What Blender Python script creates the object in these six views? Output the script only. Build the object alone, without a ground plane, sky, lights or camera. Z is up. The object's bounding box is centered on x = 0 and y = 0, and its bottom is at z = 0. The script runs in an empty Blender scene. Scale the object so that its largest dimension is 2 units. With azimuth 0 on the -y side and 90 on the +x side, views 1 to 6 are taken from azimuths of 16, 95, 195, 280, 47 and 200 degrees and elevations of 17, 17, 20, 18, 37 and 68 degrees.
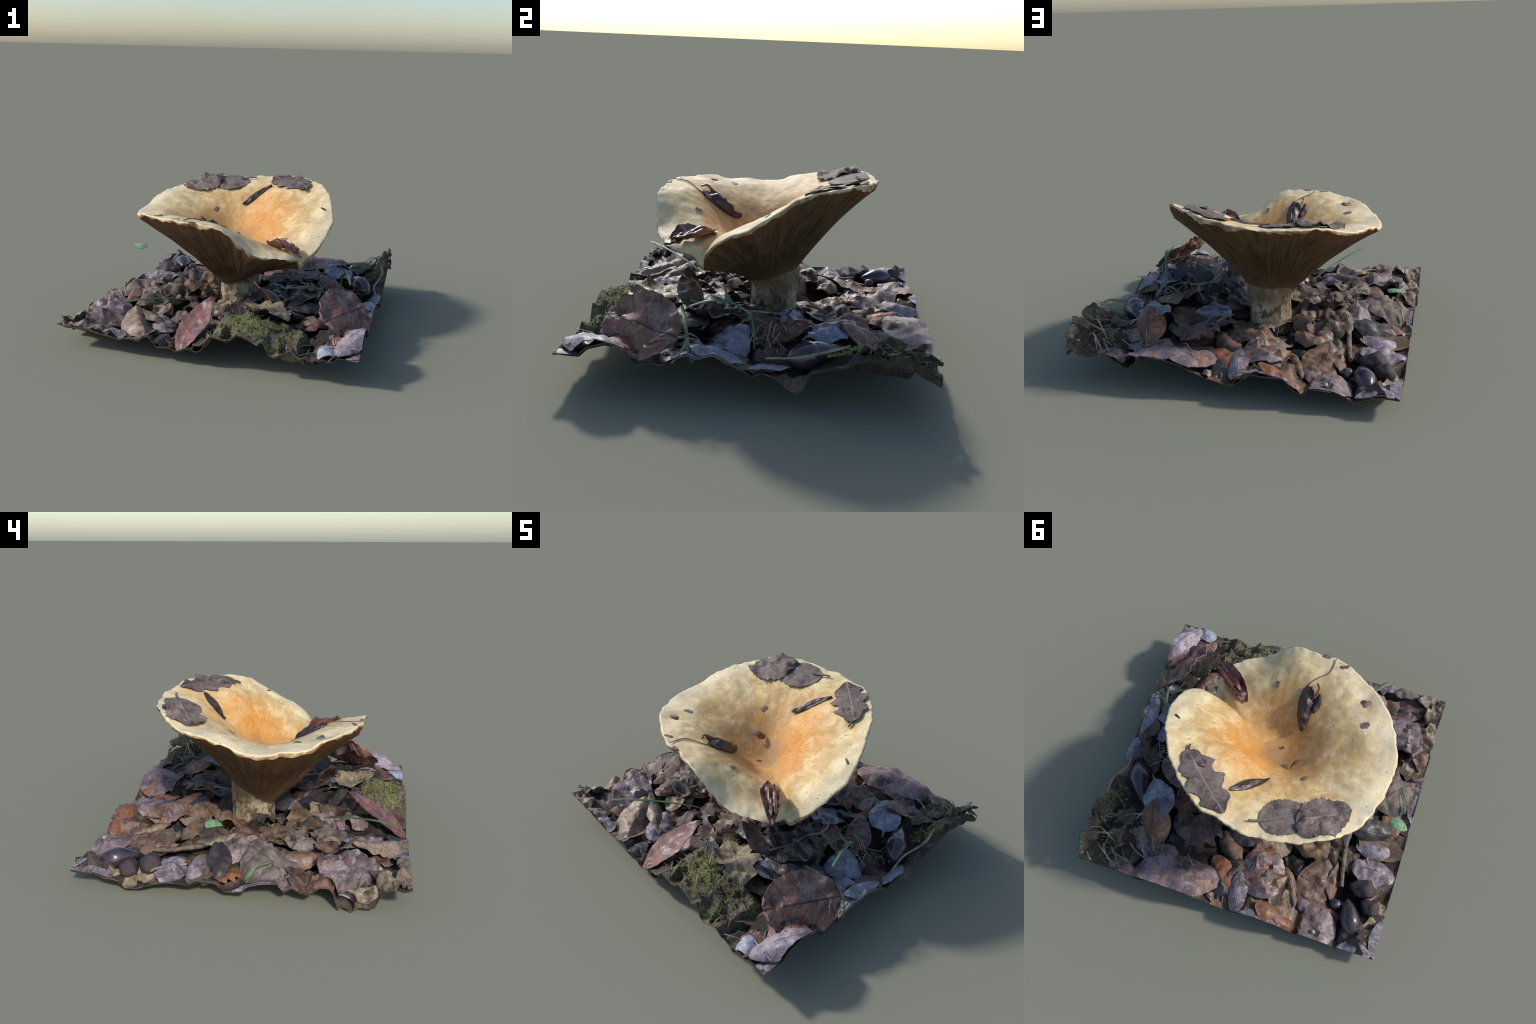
"""A funnel-capped woodland mushroom growing out of a square patch of leaf litter."""
import bpy, bmesh, math, random
import numpy as np
from mathutils import Vector, Matrix, noise as mnoise

rng = random.Random(11)
mnoise.seed_set(7)
def tps_fit(P, Z, smooth=0.0):
    P=np.asarray(P,float);Z=np.asarray(Z,float);n=len(P)
    d2=((P[:,None]-P[None])**2).sum(-1)
    K=np.where(d2>0,d2*np.log(d2+1e-12)*.5,0.0)+smooth*np.eye(n)
    A=np.zeros((n+3,n+3));A[:n,:n]=K;A[:n,n]=1;A[:n,n+1:]=P;A[n,:n]=1;A[n+1:,:n]=P.T
    w=np.linalg.solve(A,np.r_[Z,0,0,0]);return P,w
def tps_eval(model,Q):
    P,w=model;Q=np.asarray(Q,float);sh=Q.shape[:-1];Q=Q.reshape(-1,2);n=len(P)
    out=np.empty(len(Q))
    for i in range(0,len(Q),4000):
        q=Q[i:i+4000];d2=((q[:,None]-P[None])**2).sum(-1)
        out[i:i+4000]=np.where(d2>0,d2*np.log(d2+1e-12)*.5,0.0)@w[:n]+w[n]+q@w[n+1:]
    return out.reshape(sh)
# edge profiles: (coordinate along the side, height of the ragged border)
EDGE_FRONT=[(-.99,.153),(-.86,.154),(-.81,.146),(-.76,.159),(-.72,.140),(-.61,.126),(-.56,.115),(-.49,.134),(-.42,.125),(-.39,.157),(-.35,.170),(-.32,.133),(-.29,.099),(-.20,.109),(-.16,.087),(-.09,.121),(-.02,.105),(.01,.118),(.03,.167),(.07,.224),(.16,.208),(.20,.219),(.24,.260),(.31,.241),(.37,.209),(.40,.241),(.45,.150),(.48,.144),(.54,.180),(.58,.201),(.64,.155),(.66,.172),(.75,.133),(.77,.177),(.83,.151),(.86,.196),(.97,.194)]
EDGE_RIGHT=[(-.94,.205),(-.82,.203),(-.77,.252),(-.67,.284),(-.63,.279),(-.57,.252),(-.53,.172),(-.46,.198),(-.41,.187),(-.33,.233),(-.28,.260),(-.23,.239),(-.15,.271),(-.09,.232),(-.0,.190),(.04,.166),(.09,.190),(.16,.166),(.22,.111),(.26,.094),(.29,.113),(.32,.207),(.40,.229),(.48,.248),(.52,.269),(.60,.304),(.68,.278),(.72,.287),(.77,.255),(.81,.266),(.89,.217),(.94,.19)]
EDGE_BACK=[(-1,.117),(-.92,.125),(-.86,.117),(-.81,.099),(-.75,.062),(-.71,.099),(-.64,.126),(-.54,.136),(-.49,.126),(-.48,.089),(-.44,.093),(-.40,.116),(-.35,.179),(-.23,.178),(-.15,.181),(-.10,.135),(-.04,.092),(.02,.104),(.13,.134),(.21,.169),(.27,.197),(.37,.223),(.51,.231),(.54,.184),(.61,.125),(.65,.163),(.70,.198),(.75,.218),(.86,.194),(.91,.195),(.95,.224),(1,.202)]
EDGE_LEFT=[(-.94,.158),(-.89,.147),(-.83,.160),(-.78,.110),(-.75,.040),(-.67,.040),(-.63,.004),(-.59,.04),(-.56,.012),(-.53,.113),(-.51,.140),(-.46,.142),(-.40,.084),(-.34,.101),(-.31,.125),(-.27,.095),(-.23,.144),(-.13,.132),(-.06,.106),(-.04,.067),(.06,.068),(.11,.113),(.19,.120),(.26,.086),(.37,.094),(.46,.079),(.54,.044),(.62,.033),(.66,.071),(.74,.085),(.80,.114),(.87,.108),(.94,.116)]
LITTER=[(-.04,-.60,.20),(-.106,-.768,.213),(.86,-.45,.31),(.79,-.443,.32),(.68,-.62,.22),(.64,-.40,.215),(.66,-.80,.19),(.492,-.667,.25),(.178,-.522,.29),(.80,-.087,.255),(.621,.367,.265),(.627,.501,.27),(.587,.665,.18),(.539,.626,.22),(.802,.344,.2),(.198,.831,.181),(.484,.832,.18),(.078,.79,.161),(.093,.71,.155),(-.092,.649,.184),(-.186,.65,.174),(-.283,.84,.18),(-.439,.87,.08),(-.584,.894,.119),(-.792,.749,.12),(-.775,.525,.12),(-.887,.624,.11),(-.511,.585,.14),(-.499,.779,.06),(-.829,.399,.085),(-.619,.241,.14),(-.666,.489,.1),(-.844,-.168,.16),(-.722,-.734,.21),(-.80,-.62,.145),(-.497,-.731,.18),(-.356,-.629,.125),(.313,-.9,.25),(.5,-.03,.28),(.402,-.377,.295),(-.05,.055,.1),(.524,.312,.26),(.6,.208,.255),(.244,.356,.20),(.256,.541,.2),(-.089,.392,.16),(-.158,.16,.13),(-.856,.193,.09),(-.564,-.275,.185),(.909,-.176,.28),(.61,-.164,.27),(.297,.105,.24),(.37,.30,.14),(.43,.45,.16),(-.367,.476,.15),(-.50,.42,.165),(-.946,-.523,.125),(-.851,-.448,.165),(-.777,-.387,.155),(-.688,-.335,.195),(.417,-.417,.26),(.766,.289,.23),(.35,.70,.2),(.735,.86,.22),(.87,.62,.245),(.87,.78,.23),(.80,.70,.215),(.79,.58,.22),(.189,.629,.14),(-.889,.86,.12),(.2,-.2,.2),(.1,.25,.17),(-.05,-.22,.18),(.1,-.4,.22),(-.25,-.15,.20),(-.4,.05,.19),(-.55,.12,.195),(-.64,.085,.205),(-.54,.26,.165),(-.45,.16,.19),(-.63,-.065,.22),(-.724,-.095,.228),(-.3,.23,.18),(-.42,.29,.185),(-.3,-.42,.15),(-.12,-.4,.20),(.85,.1,.2),(.35,-.2,.24)]
P=[(a,b) for a,b,_ in LITTER];Z=[c for *_,c in LITTER]
for E,f in ((EDGE_FRONT,lambda s:(s,-.94)),(EDGE_BACK,lambda s:(s,.938)),(EDGE_LEFT,lambda s:(-.998,s))):
    ss=np.linspace(-.9,.9,10);xs=[a for a,_ in E];zs=[b for _,b in E]
    for s in ss:
        w=np.interp(np.linspace(s-.07,s+.07,9),xs,zs).mean();P.append(f(s));Z.append(w)
# litter just inside the right side stands well above its ragged border
for s,w in [(-.9,.21),(-.75,.275),(-.6,.295),(-.45,.285),(-.3,.255),(-.15,.25),(-.05,.28),(.05,.215),(.15,.255),(.25,.24),(.33,.275),(.42,.295),(.5,.34),(.6,.345),(.7,.345),(.8,.345),(.9,.275)]:
    P.append((.962,s));Z.append(w)
GROUND=tps_fit(P,Z,.004)
# --- cap: rim as (angle deg, radius, height) round the funnel axis -------------
CAP_C = np.array([-.04, 0.0])
RIM = [(-29,.60,0.598),(-24,.666,0.630),(-17,.686,0.705),(-9,.685,0.765),(-3,.684,0.797),(9,.650,0.884),(22,.620,0.954),(34,.617,0.980),(45,.609,0.980),(57,.614,0.981),(68,.627,0.978),(75,.611,0.966),(85,.618,0.953),(93,.634,0.941),(102,.637,0.938),(117,.669,0.938),(126,.687,0.936),(134,.706,0.921),(146,.727,0.878),(155,.729,0.860),(166,.719,0.845),(179,.723,0.785),(188,.738,0.775),(197,.726,0.785),(210,.717,0.797),(219,.703,0.825),(233,.673,0.834),(253,.667,0.848),(259,.631,0.845),(272,.644,0.832),(279,.658,0.810),(286,.652,0.745),(294,.657,0.675),(302,.678,0.655),(311,.685,0.635),(317,.682,0.615),(322,.655,.600),(326.5,.612,.598)]
INNER = [(-.524,-.274,.788),(-.499,-.401,.81),(.076,-.397,.747),(-.275,.158,.761),(-.069,.255,.79),(.074,.417,.91),(-.158,-.193,.648),(-.114,-.372,.77),(.252,-.273,.655),(.37,-.365,.64),(.45,-.40,.635),(.41,-.315,.645),(.555,.056,.855),(.384,.239,.925),(-.089,.559,.935),(.379,-.23,.672),(-.043,-.027,.567),(-.09,.03,.565),(.11,.02,.65),(.25,.0,.735),(.17,.17,.86),(.24,.19,.892),(.19,.27,.915),(.30,.12,.85),(.06,.16,.785),(-.3,.43,.91),(.22,.45,.955),(-.15,-.05,.58),(-.1,-.07,.56),(.03,-.1,.565),(-.19,.31,.84),(-.18,.42,.89),(-.6,.28,.86),(-.64,.14,.84),(.51,-.23,.70),(-.2,-.42,.81),(-.37,-.40,.825),(-.25,-.36,.79),(.15,-.12,.585),(.25,-.18,.605),(-.04,.12,.675),(-.12,.28,.838),(.45,-.17,.715)]
def rim_at(th):
    a=np.radians([q[0] for q in RIM]);r=np.array([q[1] for q in RIM]);z=np.array([q[2] for q in RIM])
    th=np.mod(th-a[0],2*np.pi)+a[0]
    aa=np.r_[a,a[0]+2*np.pi]
    return np.interp(th,aa,np.r_[r,r[0]]),np.interp(th,aa,np.r_[z,z[0]])
_th=np.radians([q[0] for q in RIM])
_cp=[(CAP_C[0]+r*np.cos(t),CAP_C[1]+r*np.sin(t)) for t,(_,r,_z) in zip(_th,RIM)]+[(a,b) for a,b,_ in INNER]
CAP_TOP=tps_fit(_cp,[q[2] for q in RIM]+[q[2] for q in INNER],.0015)

def ground_z(x, y):
    return float(tps_eval(GROUND, np.array([[x, y]]))[0])

def ground_n(x, y, h=.05):
    q = tps_eval(GROUND, np.array([[x+h, y], [x-h, y], [x, y+h], [x, y-h]]))
    return Vector((-(q[0]-q[1])/(2*h), -(q[2]-q[3])/(2*h), 1)).normalized()

def cap_z(x, y):
    return float(tps_eval(CAP_TOP, np.array([[x, y]]))[0])

def smooth(a, b, x):
    t = np.clip((np.asarray(x, float)-a)/(b-a), 0, 1)
    return t*t*(3-2*t)

def fbm(p, octaves=3):
    return mnoise.fractal(Vector(p), 1.0, 2.0, octaves)

XMIN, XMAX, YMIN, YMAX = -.998, .992, -.942, .938

# ============================================================ materials ======
def nodes_of(name):
    m = bpy.data.materials.new(name)
    m.use_nodes = True
    nt = m.node_tree
    return m, nt, nt.nodes["Principled BSDF"]

def N(nt, kind, **kw):
    n = nt.nodes.new(kind)
    for k, v in kw.items():
        if k in n.inputs.keys() if hasattr(n.inputs, "keys") else False:
            n.inputs[k].default_value = v
        else:
            setattr(n, k, v)
    return n

def link(nt, a, b):
    nt.links.new(a, b)

def math_n(nt, op, a, b=None, clamp=False):
    n = nt.nodes.new("ShaderNodeMath"); n.operation = op; n.use_clamp = clamp
    for i, v in enumerate((a, b)):
        if v is None: continue
        if isinstance(v, (int, float)): n.inputs[i].default_value = v
        else: nt.links.new(v, n.inputs[i])
    return n.outputs[0]

def ramp(nt, fac, stops, interp="LINEAR"):
    n = nt.nodes.new("ShaderNodeValToRGB"); r = n.color_ramp; r.interpolation = interp
    while len(r.elements) < len(stops): r.elements.new(.5)
    for e, (p, c) in zip(r.elements, stops):
        e.position = p
        e.color = (c, c, c, 1) if isinstance(c, (int, float)) else (*c, 1)
    nt.links.new(fac, n.inputs[0])
    return n.outputs[0]

def mix(nt, fac, a, b, mode="MIX"):
    n = nt.nodes.new("ShaderNodeMix"); n.data_type = "RGBA"; n.blend_type = mode
    for s, v in ((n.inputs[0], fac), (n.inputs[6], a), (n.inputs[7], b)):
        if isinstance(v, (int, float)): s.default_value = v
        elif isinstance(v, tuple): s.default_value = (*v, 1)
        else: nt.links.new(v, s)
    return n.outputs[2]

def noise_t(nt, vec, scale, detail=4, rough=.6, w=None, dist=0.0):
    n = nt.nodes.new("ShaderNodeTexNoise"); n.noise_dimensions = "4D" if w is not None else "3D"
    n.inputs["Scale"].default_value = scale; n.inputs["Detail"].default_value = detail
    n.inputs["Roughness"].default_value = rough; n.inputs["Distortion"].default_value = dist
    nt.links.new(vec, n.inputs["Vector"])
    if w is not None: nt.links.new(w, n.inputs["W"])
    return n.outputs["Fac"]

def mapped(nt, vec, scale=(1, 1, 1), loc=(0, 0, 0)):
    n = nt.nodes.new("ShaderNodeMapping")
    n.inputs["Scale"].default_value = scale; n.inputs["Location"].default_value = loc
    nt.links.new(vec, n.inputs["Vector"])
    return n.outputs[0]

def bump(nt, bsdf, h, strength, dist):
    n = nt.nodes.new("ShaderNodeBump"); n.inputs["Strength"].default_value = strength
    n.inputs["Distance"].default_value = dist
    nt.links.new(h, n.inputs["Height"]); nt.links.new(n.outputs[0], bsdf.inputs["Normal"])

def spot(nt, vec, centre, radius, soft=.5):
    """1 inside a ball around centre, 0 outside."""
    d = nt.nodes.new("ShaderNodeVectorMath"); d.operation = "DISTANCE"
    nt.links.new(vec, d.inputs[0]); d.inputs[1].default_value = centre
    m = nt.nodes.new("ShaderNodeMapRange"); m.interpolation_type = "SMOOTHSTEP"
    m.inputs["From Min"].default_value = radius; m.inputs["From Max"].default_value = radius*(1-soft)
    nt.links.new(d.outputs["Value"], m.inputs["Value"])
    return m.outputs[0]

def leaf_material(name, dark, light, accent, accent_amount=.35, vein=(.1, .08, .07), vein_amount=.45, rough=.5, vary=.12, freq=7.0, painted_sheen=None, painted_sheen_amount=.55):
    """Dead leaf: blotches, speckle, midrib and side veins in the leaf's own frame (length along x)."""
    m, nt, b = nodes_of(name)
    co = nt.nodes.new("ShaderNodeTexCoord").outputs["Object"]
    rnd = nt.nodes.new("ShaderNodeObjectInfo").outputs["Random"]
    w = math_n(nt, "MULTIPLY", rnd, 37.0)
    big = noise_t(nt, co, 2.4, 5, .62, w, .5)
    fine = noise_t(nt, co, 26, 4, .7, w)
    col = mix(nt, ramp(nt, big, [(.38, 0.0), (.60, 1.0)]), dark, light)
    patch = noise_t(nt, mapped(nt, co, loc=(3.1, 1.7, .4)), 4.5, 4, .6, w, .8)
    col = mix(nt, math_n(nt, "MULTIPLY", ramp(nt, patch, [(.5, 0.0), (.68, 1.0)]), accent_amount), col, accent)
    col = mix(nt, ramp(nt, fine, [(.36, .6), (.5, 0.0)]), col, tuple(c*.5 for c in dark))
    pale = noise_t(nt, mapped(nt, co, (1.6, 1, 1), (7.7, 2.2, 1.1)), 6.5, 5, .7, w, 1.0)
    col = mix(nt, ramp(nt, pale, [(.52, 0.0), (.68, painted_sheen_amount)]), col, painted_sheen or tuple(min(.6, c*1.35+.02) for c in light))  # sky sheen on wet blades, painted as pale blotches
    sep = nt.nodes.new("ShaderNodeSeparateXYZ"); link(nt, co, sep.inputs[0])
    ay = math_n(nt, "ABSOLUTE", sep.outputs[1])
    warp = math_n(nt, "MULTIPLY", math_n(nt, "SUBTRACT", big, .5), .12)
    s = math_n(nt, "ADD", math_n(nt, "SUBTRACT", sep.outputs[0], math_n(nt, "MULTIPLY", ay, .75)), warp)
    fr = math_n(nt, "FRACT", math_n(nt, "MULTIPLY", s, freq))
    tri = math_n(nt, "ABSOLUTE", math_n(nt, "SUBTRACT", fr, .5))
    side = ramp(nt, tri, [(0.0, 1.0), (.07, 0.0)])
    mid = ramp(nt, math_n(nt, "ABSOLUTE", math_n(nt, "ADD", sep.outputs[1], math_n(nt, "MULTIPLY", warp, .25))), [(.006, 1.0), (.018, 0.0)])
    vn = math_n(nt, "MAXIMUM", math_n(nt, "MULTIPLY", side, .55), mid)
    col = mix(nt, math_n(nt, "MULTIPLY", vn, vein_amount), col, vein)
    hs = nt.nodes.new("ShaderNodeHueSaturation")
    link(nt, col, hs.inputs["Color"])
    link(nt, math_n(nt, "ADD", math_n(nt, "MULTIPLY", rnd, 2*vary), 1-vary), hs.inputs["Value"])
    link(nt, math_n(nt, "ADD", math_n(nt, "MULTIPLY", math_n(nt, "FRACT", math_n(nt, "MULTIPLY", rnd, 7.3)), .03), .485), hs.inputs["Hue"])
    link(nt, hs.outputs[0], b.inputs["Base Color"])
    b.inputs["Roughness"].default_value = rough
    link(nt, ramp(nt, big, [(.3, rough-.03), (.7, rough+.2)]), b.inputs["Roughness"])
    b.inputs["Specular IOR Level"].default_value = .55
    b.inputs["Coat Weight"].default_value = .16*(rough < .6)
    b.inputs["Coat Roughness"].default_value = .3
    h = math_n(nt, "ADD", math_n(nt, "MULTIPLY", big, .7), math_n(nt, "SUBTRACT", math_n(nt, "MULTIPLY", fine, .25), math_n(nt, "MULTIPLY", vn, .35)))
    bump(nt, b, h, .5, .012)
    return m

MAT = {
 "mauve":  leaf_material("leaf_mauve", (.042,.027,.028), (.275,.20,.205), (.28,.125,.055), .65, painted_sheen=(.40,.37,.44)),
 "lilac":  leaf_material("leaf_lilac", (.08,.06,.068), (.35,.295,.34), (.28,.15,.09), .6, painted_sheen=(.47,.44,.54), painted_sheen_amount=.7),
 "brown":  leaf_material("leaf_brown", (.04,.023,.016), (.215,.13,.08), (.27,.10,.038), .65),
 "tan":    leaf_material("leaf_tan", (.09,.065,.042), (.31,.235,.155), (.17,.115,.075), .5),
 "red":    leaf_material("leaf_red", (.075,.030,.024), (.205,.088,.065), (.27,.18,.18), .55, (.06,.02,.015), .5, painted_sheen=(.32,.23,.27)),
 "bigred": leaf_material("leaf_russet", (.075,.032,.022), (.25,.112,.075), (.29,.22,.21), .7, (.03,.012,.010), .95, freq=4.5, painted_sheen=(.36,.27,.26), painted_sheen_amount=.45),
 "russet": leaf_material("leaf_chestnut", (.10,.035,.022), (.25,.095,.055), (.33,.15,.05), .5, (.07,.02,.012), .8, freq=5.0, painted_sheen=(.36,.27,.31)),
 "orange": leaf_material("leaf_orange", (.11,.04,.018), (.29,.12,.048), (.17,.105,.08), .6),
 "blue":   leaf_material("leaf_sky_tinted", (.09,.093,.125), (.30,.31,.395), (.14,.105,.10), .5, (.04,.04,.06), .45, .42, painted_sheen=(.43,.45,.55)),  # grey wet leaf, tinted blue and brightened for reflected sky
 "dark":   leaf_material("leaf_dark", (.010,.008,.009), (.055,.045,.046), (.06,.038,.03), .6, (.10,.085,.08), .35, .42),
 "grey":   leaf_material("leaf_grey", (.075,.058,.05), (.21,.165,.14), (.11,.085,.075), .6, (.035,.025,.025), .5, .7),
 "litter": leaf_material("leaf_litter", (.018,.012,.009), (.125,.082,.056), (.17,.075,.032), .6, (.04,.03,.02), .35, .55, .35),
 "wet":    leaf_material("leaf_wet_red", (.040,.012,.007), (.17,.06,.03), (.26,.11,.06), .5, (.03,.01,.008), .6, .3),
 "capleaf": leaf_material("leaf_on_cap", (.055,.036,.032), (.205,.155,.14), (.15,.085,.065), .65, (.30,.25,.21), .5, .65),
 "turfleaf": leaf_material("leaf_rotten", (.02,.017,.012), (.115,.10,.068), (.06,.07,.03), .6, (.03,.025,.02), .4, .6),
 "bud":    leaf_material("leaf_bud", (.016,.008,.007), (.055,.028,.023), (.10,.055,.045), .3, (.02,.01,.01), .5, .35),
}

def plain_material(name, dark, light, scale=12, rough=.6, bump_s=.4, stretch=(1, 1, 1), spec=.5, coat=0.0, accent=None):
    m, nt, b = nodes_of(name)
    co = mapped(nt, nt.nodes.new("ShaderNodeTexCoord").outputs["Object"], stretch)
    rnd = nt.nodes.new("ShaderNodeObjectInfo").outputs["Random"]
    n = noise_t(nt, co, scale, 5, .65, math_n(nt, "MULTIPLY", rnd, 19.0))
    c = mix(nt, ramp(nt, n, [(.35, 0.0), (.65, 1.0)]), dark, light)
    if accent:
        c = mix(nt, ramp(nt, noise_t(nt, co, scale*.35, 3), [(.52, 0.0), (.62, 1.0)]), c, accent)
    link(nt, c, b.inputs["Base Color"])
    b.inputs["Roughness"].default_value = rough
    b.inputs["Specular IOR Level"].default_value = spec
    b.inputs["Coat Weight"].default_value = coat
    b.inputs["Coat Roughness"].default_value = .15
    bump(nt, b, n, bump_s, .01)
    return m

MAT["grass"] = plain_material("grass_green", (.05,.085,.04), (.13,.20,.10), 14, .5, .2)
MAT["straw"] = plain_material("dry_straw", (.16,.13,.09), (.36,.31,.22), 10, .7, .2)
MAT["twig"] = plain_material("twig_bark", (.06,.045,.032), (.21,.155,.105), 9, .7, .6, (1, 4, 4))
MAT["acorn"] = plain_material("acorn_shell", (.018,.014,.022), (.07,.05,.062), 6, .25, .15, (1, 3, 3), .5, .5)
MAT["nut"] = plain_material("nut_husk", (.014,.010,.011), (.085,.058,.06), 12, .5, .6, (1, 3, 3))
MAT["clover"] = plain_material("clover_green", (.10,.22,.10), (.27,.44,.24), 7, .5, .3)
MAT["stone"] = plain_material("pebble_white", (.14,.14,.15), (.46,.46,.47), 8, .5, .3)
MAT["mossblade"] = plain_material("moss_frond", (.09,.10,.025), (.34,.37,.07), 9, .7, .1)
MAT["stalk"] = plain_material("dark_stalk", (.025,.017,.014), (.06,.045,.04), 9, .6, .2)
MAT["hair"] = plain_material("brown_stalk", (.14,.075,.045), (.22,.13,.08), 9, .6, .2)

def soil_material():
    m, nt, b = nodes_of("leaf_mould")
    co = nt.nodes.new("ShaderNodeTexCoord").outputs["Object"]
    big = noise_t(nt, co, 5, 5, .65, None, .6)
    fine = noise_t(nt, mapped(nt, co, (1, 1.6, 1)), 38, 5, .75)
    fibre = noise_t(nt, mapped(nt, co, (9, 30, 9)), 2.2, 4, .7, None, 1.5)
    vor = nt.nodes.new("ShaderNodeTexVoronoi"); vor.inputs["Scale"].default_value = 15
    link(nt, mapped(nt, co, (1, 1, .6)), vor.inputs["Vector"])
    sepc = nt.nodes.new("ShaderNodeSeparateColor"); link(nt, vor.outputs["Color"], sepc.inputs[0])
    c = ramp(nt, sepc.outputs[0], [(0.0, (.012, .009, .008)), (.5, (.028, .021, .017)), (.8, (.06, .045, .035)), (1.0, (.11, .085, .065))])  # taken near black so gaps between leaves hold painted shadow
    c = mix(nt, ramp(nt, big, [(.4, .75), (.62, 0.0)]), c, (.02, .017, .016))
    c = mix(nt, ramp(nt, fine, [(.4, .7), (.56, 0.0)]), c, (.012, .010, .010))
    c = mix(nt, ramp(nt, fibre, [(.62, 0.0), (.72, .55)]), c, (.20, .17, .12))
    # whole leaves, not mould, show along the cut sides
    sp = nt.nodes.new("ShaderNodeSeparateXYZ"); link(nt, co, sp.inputs[0])
    ex = math_n(nt, "MULTIPLY", math_n(nt, "ABSOLUTE", sp.outputs[0]), .945)
    rim = ramp(nt, math_n(nt, "MAXIMUM", ex, math_n(nt, "ABSOLUTE", sp.outputs[1])), [(.86, 0.0), (.90, .9)])
    v2 = nt.nodes.new("ShaderNodeTexVoronoi"); v2.inputs["Scale"].default_value = 9
    link(nt, co, v2.inputs["Vector"]); s2 = nt.nodes.new("ShaderNodeSeparateColor"); link(nt, v2.outputs["Color"], s2.inputs[0])
    lc = ramp(nt, s2.outputs[0], [(0.0, (.05, .036, .03)), (.3, (.12, .085, .065)), (.55, (.20, .15, .145)), (.8, (.17, .13, .085)), (1.0, (.10, .10, .05))])
    lc = mix(nt, ramp(nt, fine, [(.36, .8), (.56, 0.0)]), lc, (.035, .026, .022))
    c = mix(nt, rim, c, lc)
    link(nt, c, b.inputs["Base Color"]); b.inputs["Roughness"].default_value = .75
    bump(nt, b, math_n(nt, "ADD", fine, big), .8, .02)
    return m

def turf_material(name, green_amount, dark=(.045, .035, .024), light=(.29, .25, .175)):
    m, nt, b = nodes_of(name)
    co = nt.nodes.new("ShaderNodeTexCoord").outputs["Object"]
    fib = noise_t(nt, mapped(nt, co, (14, 30, 14)), 1.6, 5, .75, None, 2.2)
    fine = noise_t(nt, co, 60, 4, .7)
    pat = noise_t(nt, co, 7, 4, .6, None, .5)
    c = mix(nt, ramp(nt, fib, [(.35, 0.0), (.68, 1.0)]), dark, light)
    g = mix(nt, ramp(nt, fine, [(.35, 0.0), (.65, 1.0)]), (.06, .075, .02), (.33, .37, .08))
    c = mix(nt, math_n(nt, "MULTIPLY", ramp(nt, pat, [(.43, 0.0), (.58, 1.0)]), green_amount), c, g)
    c = mix(nt, ramp(nt, fine, [(.38, .6), (.5, 0.0)]), c, (.02, .017, .012))
    link(nt, c, b.inputs["Base Color"]); b.inputs["Roughness"].default_value = .85
    bump(nt, b, math_n(nt, "ADD", fib, fine), .8, .02)
    return m

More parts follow.
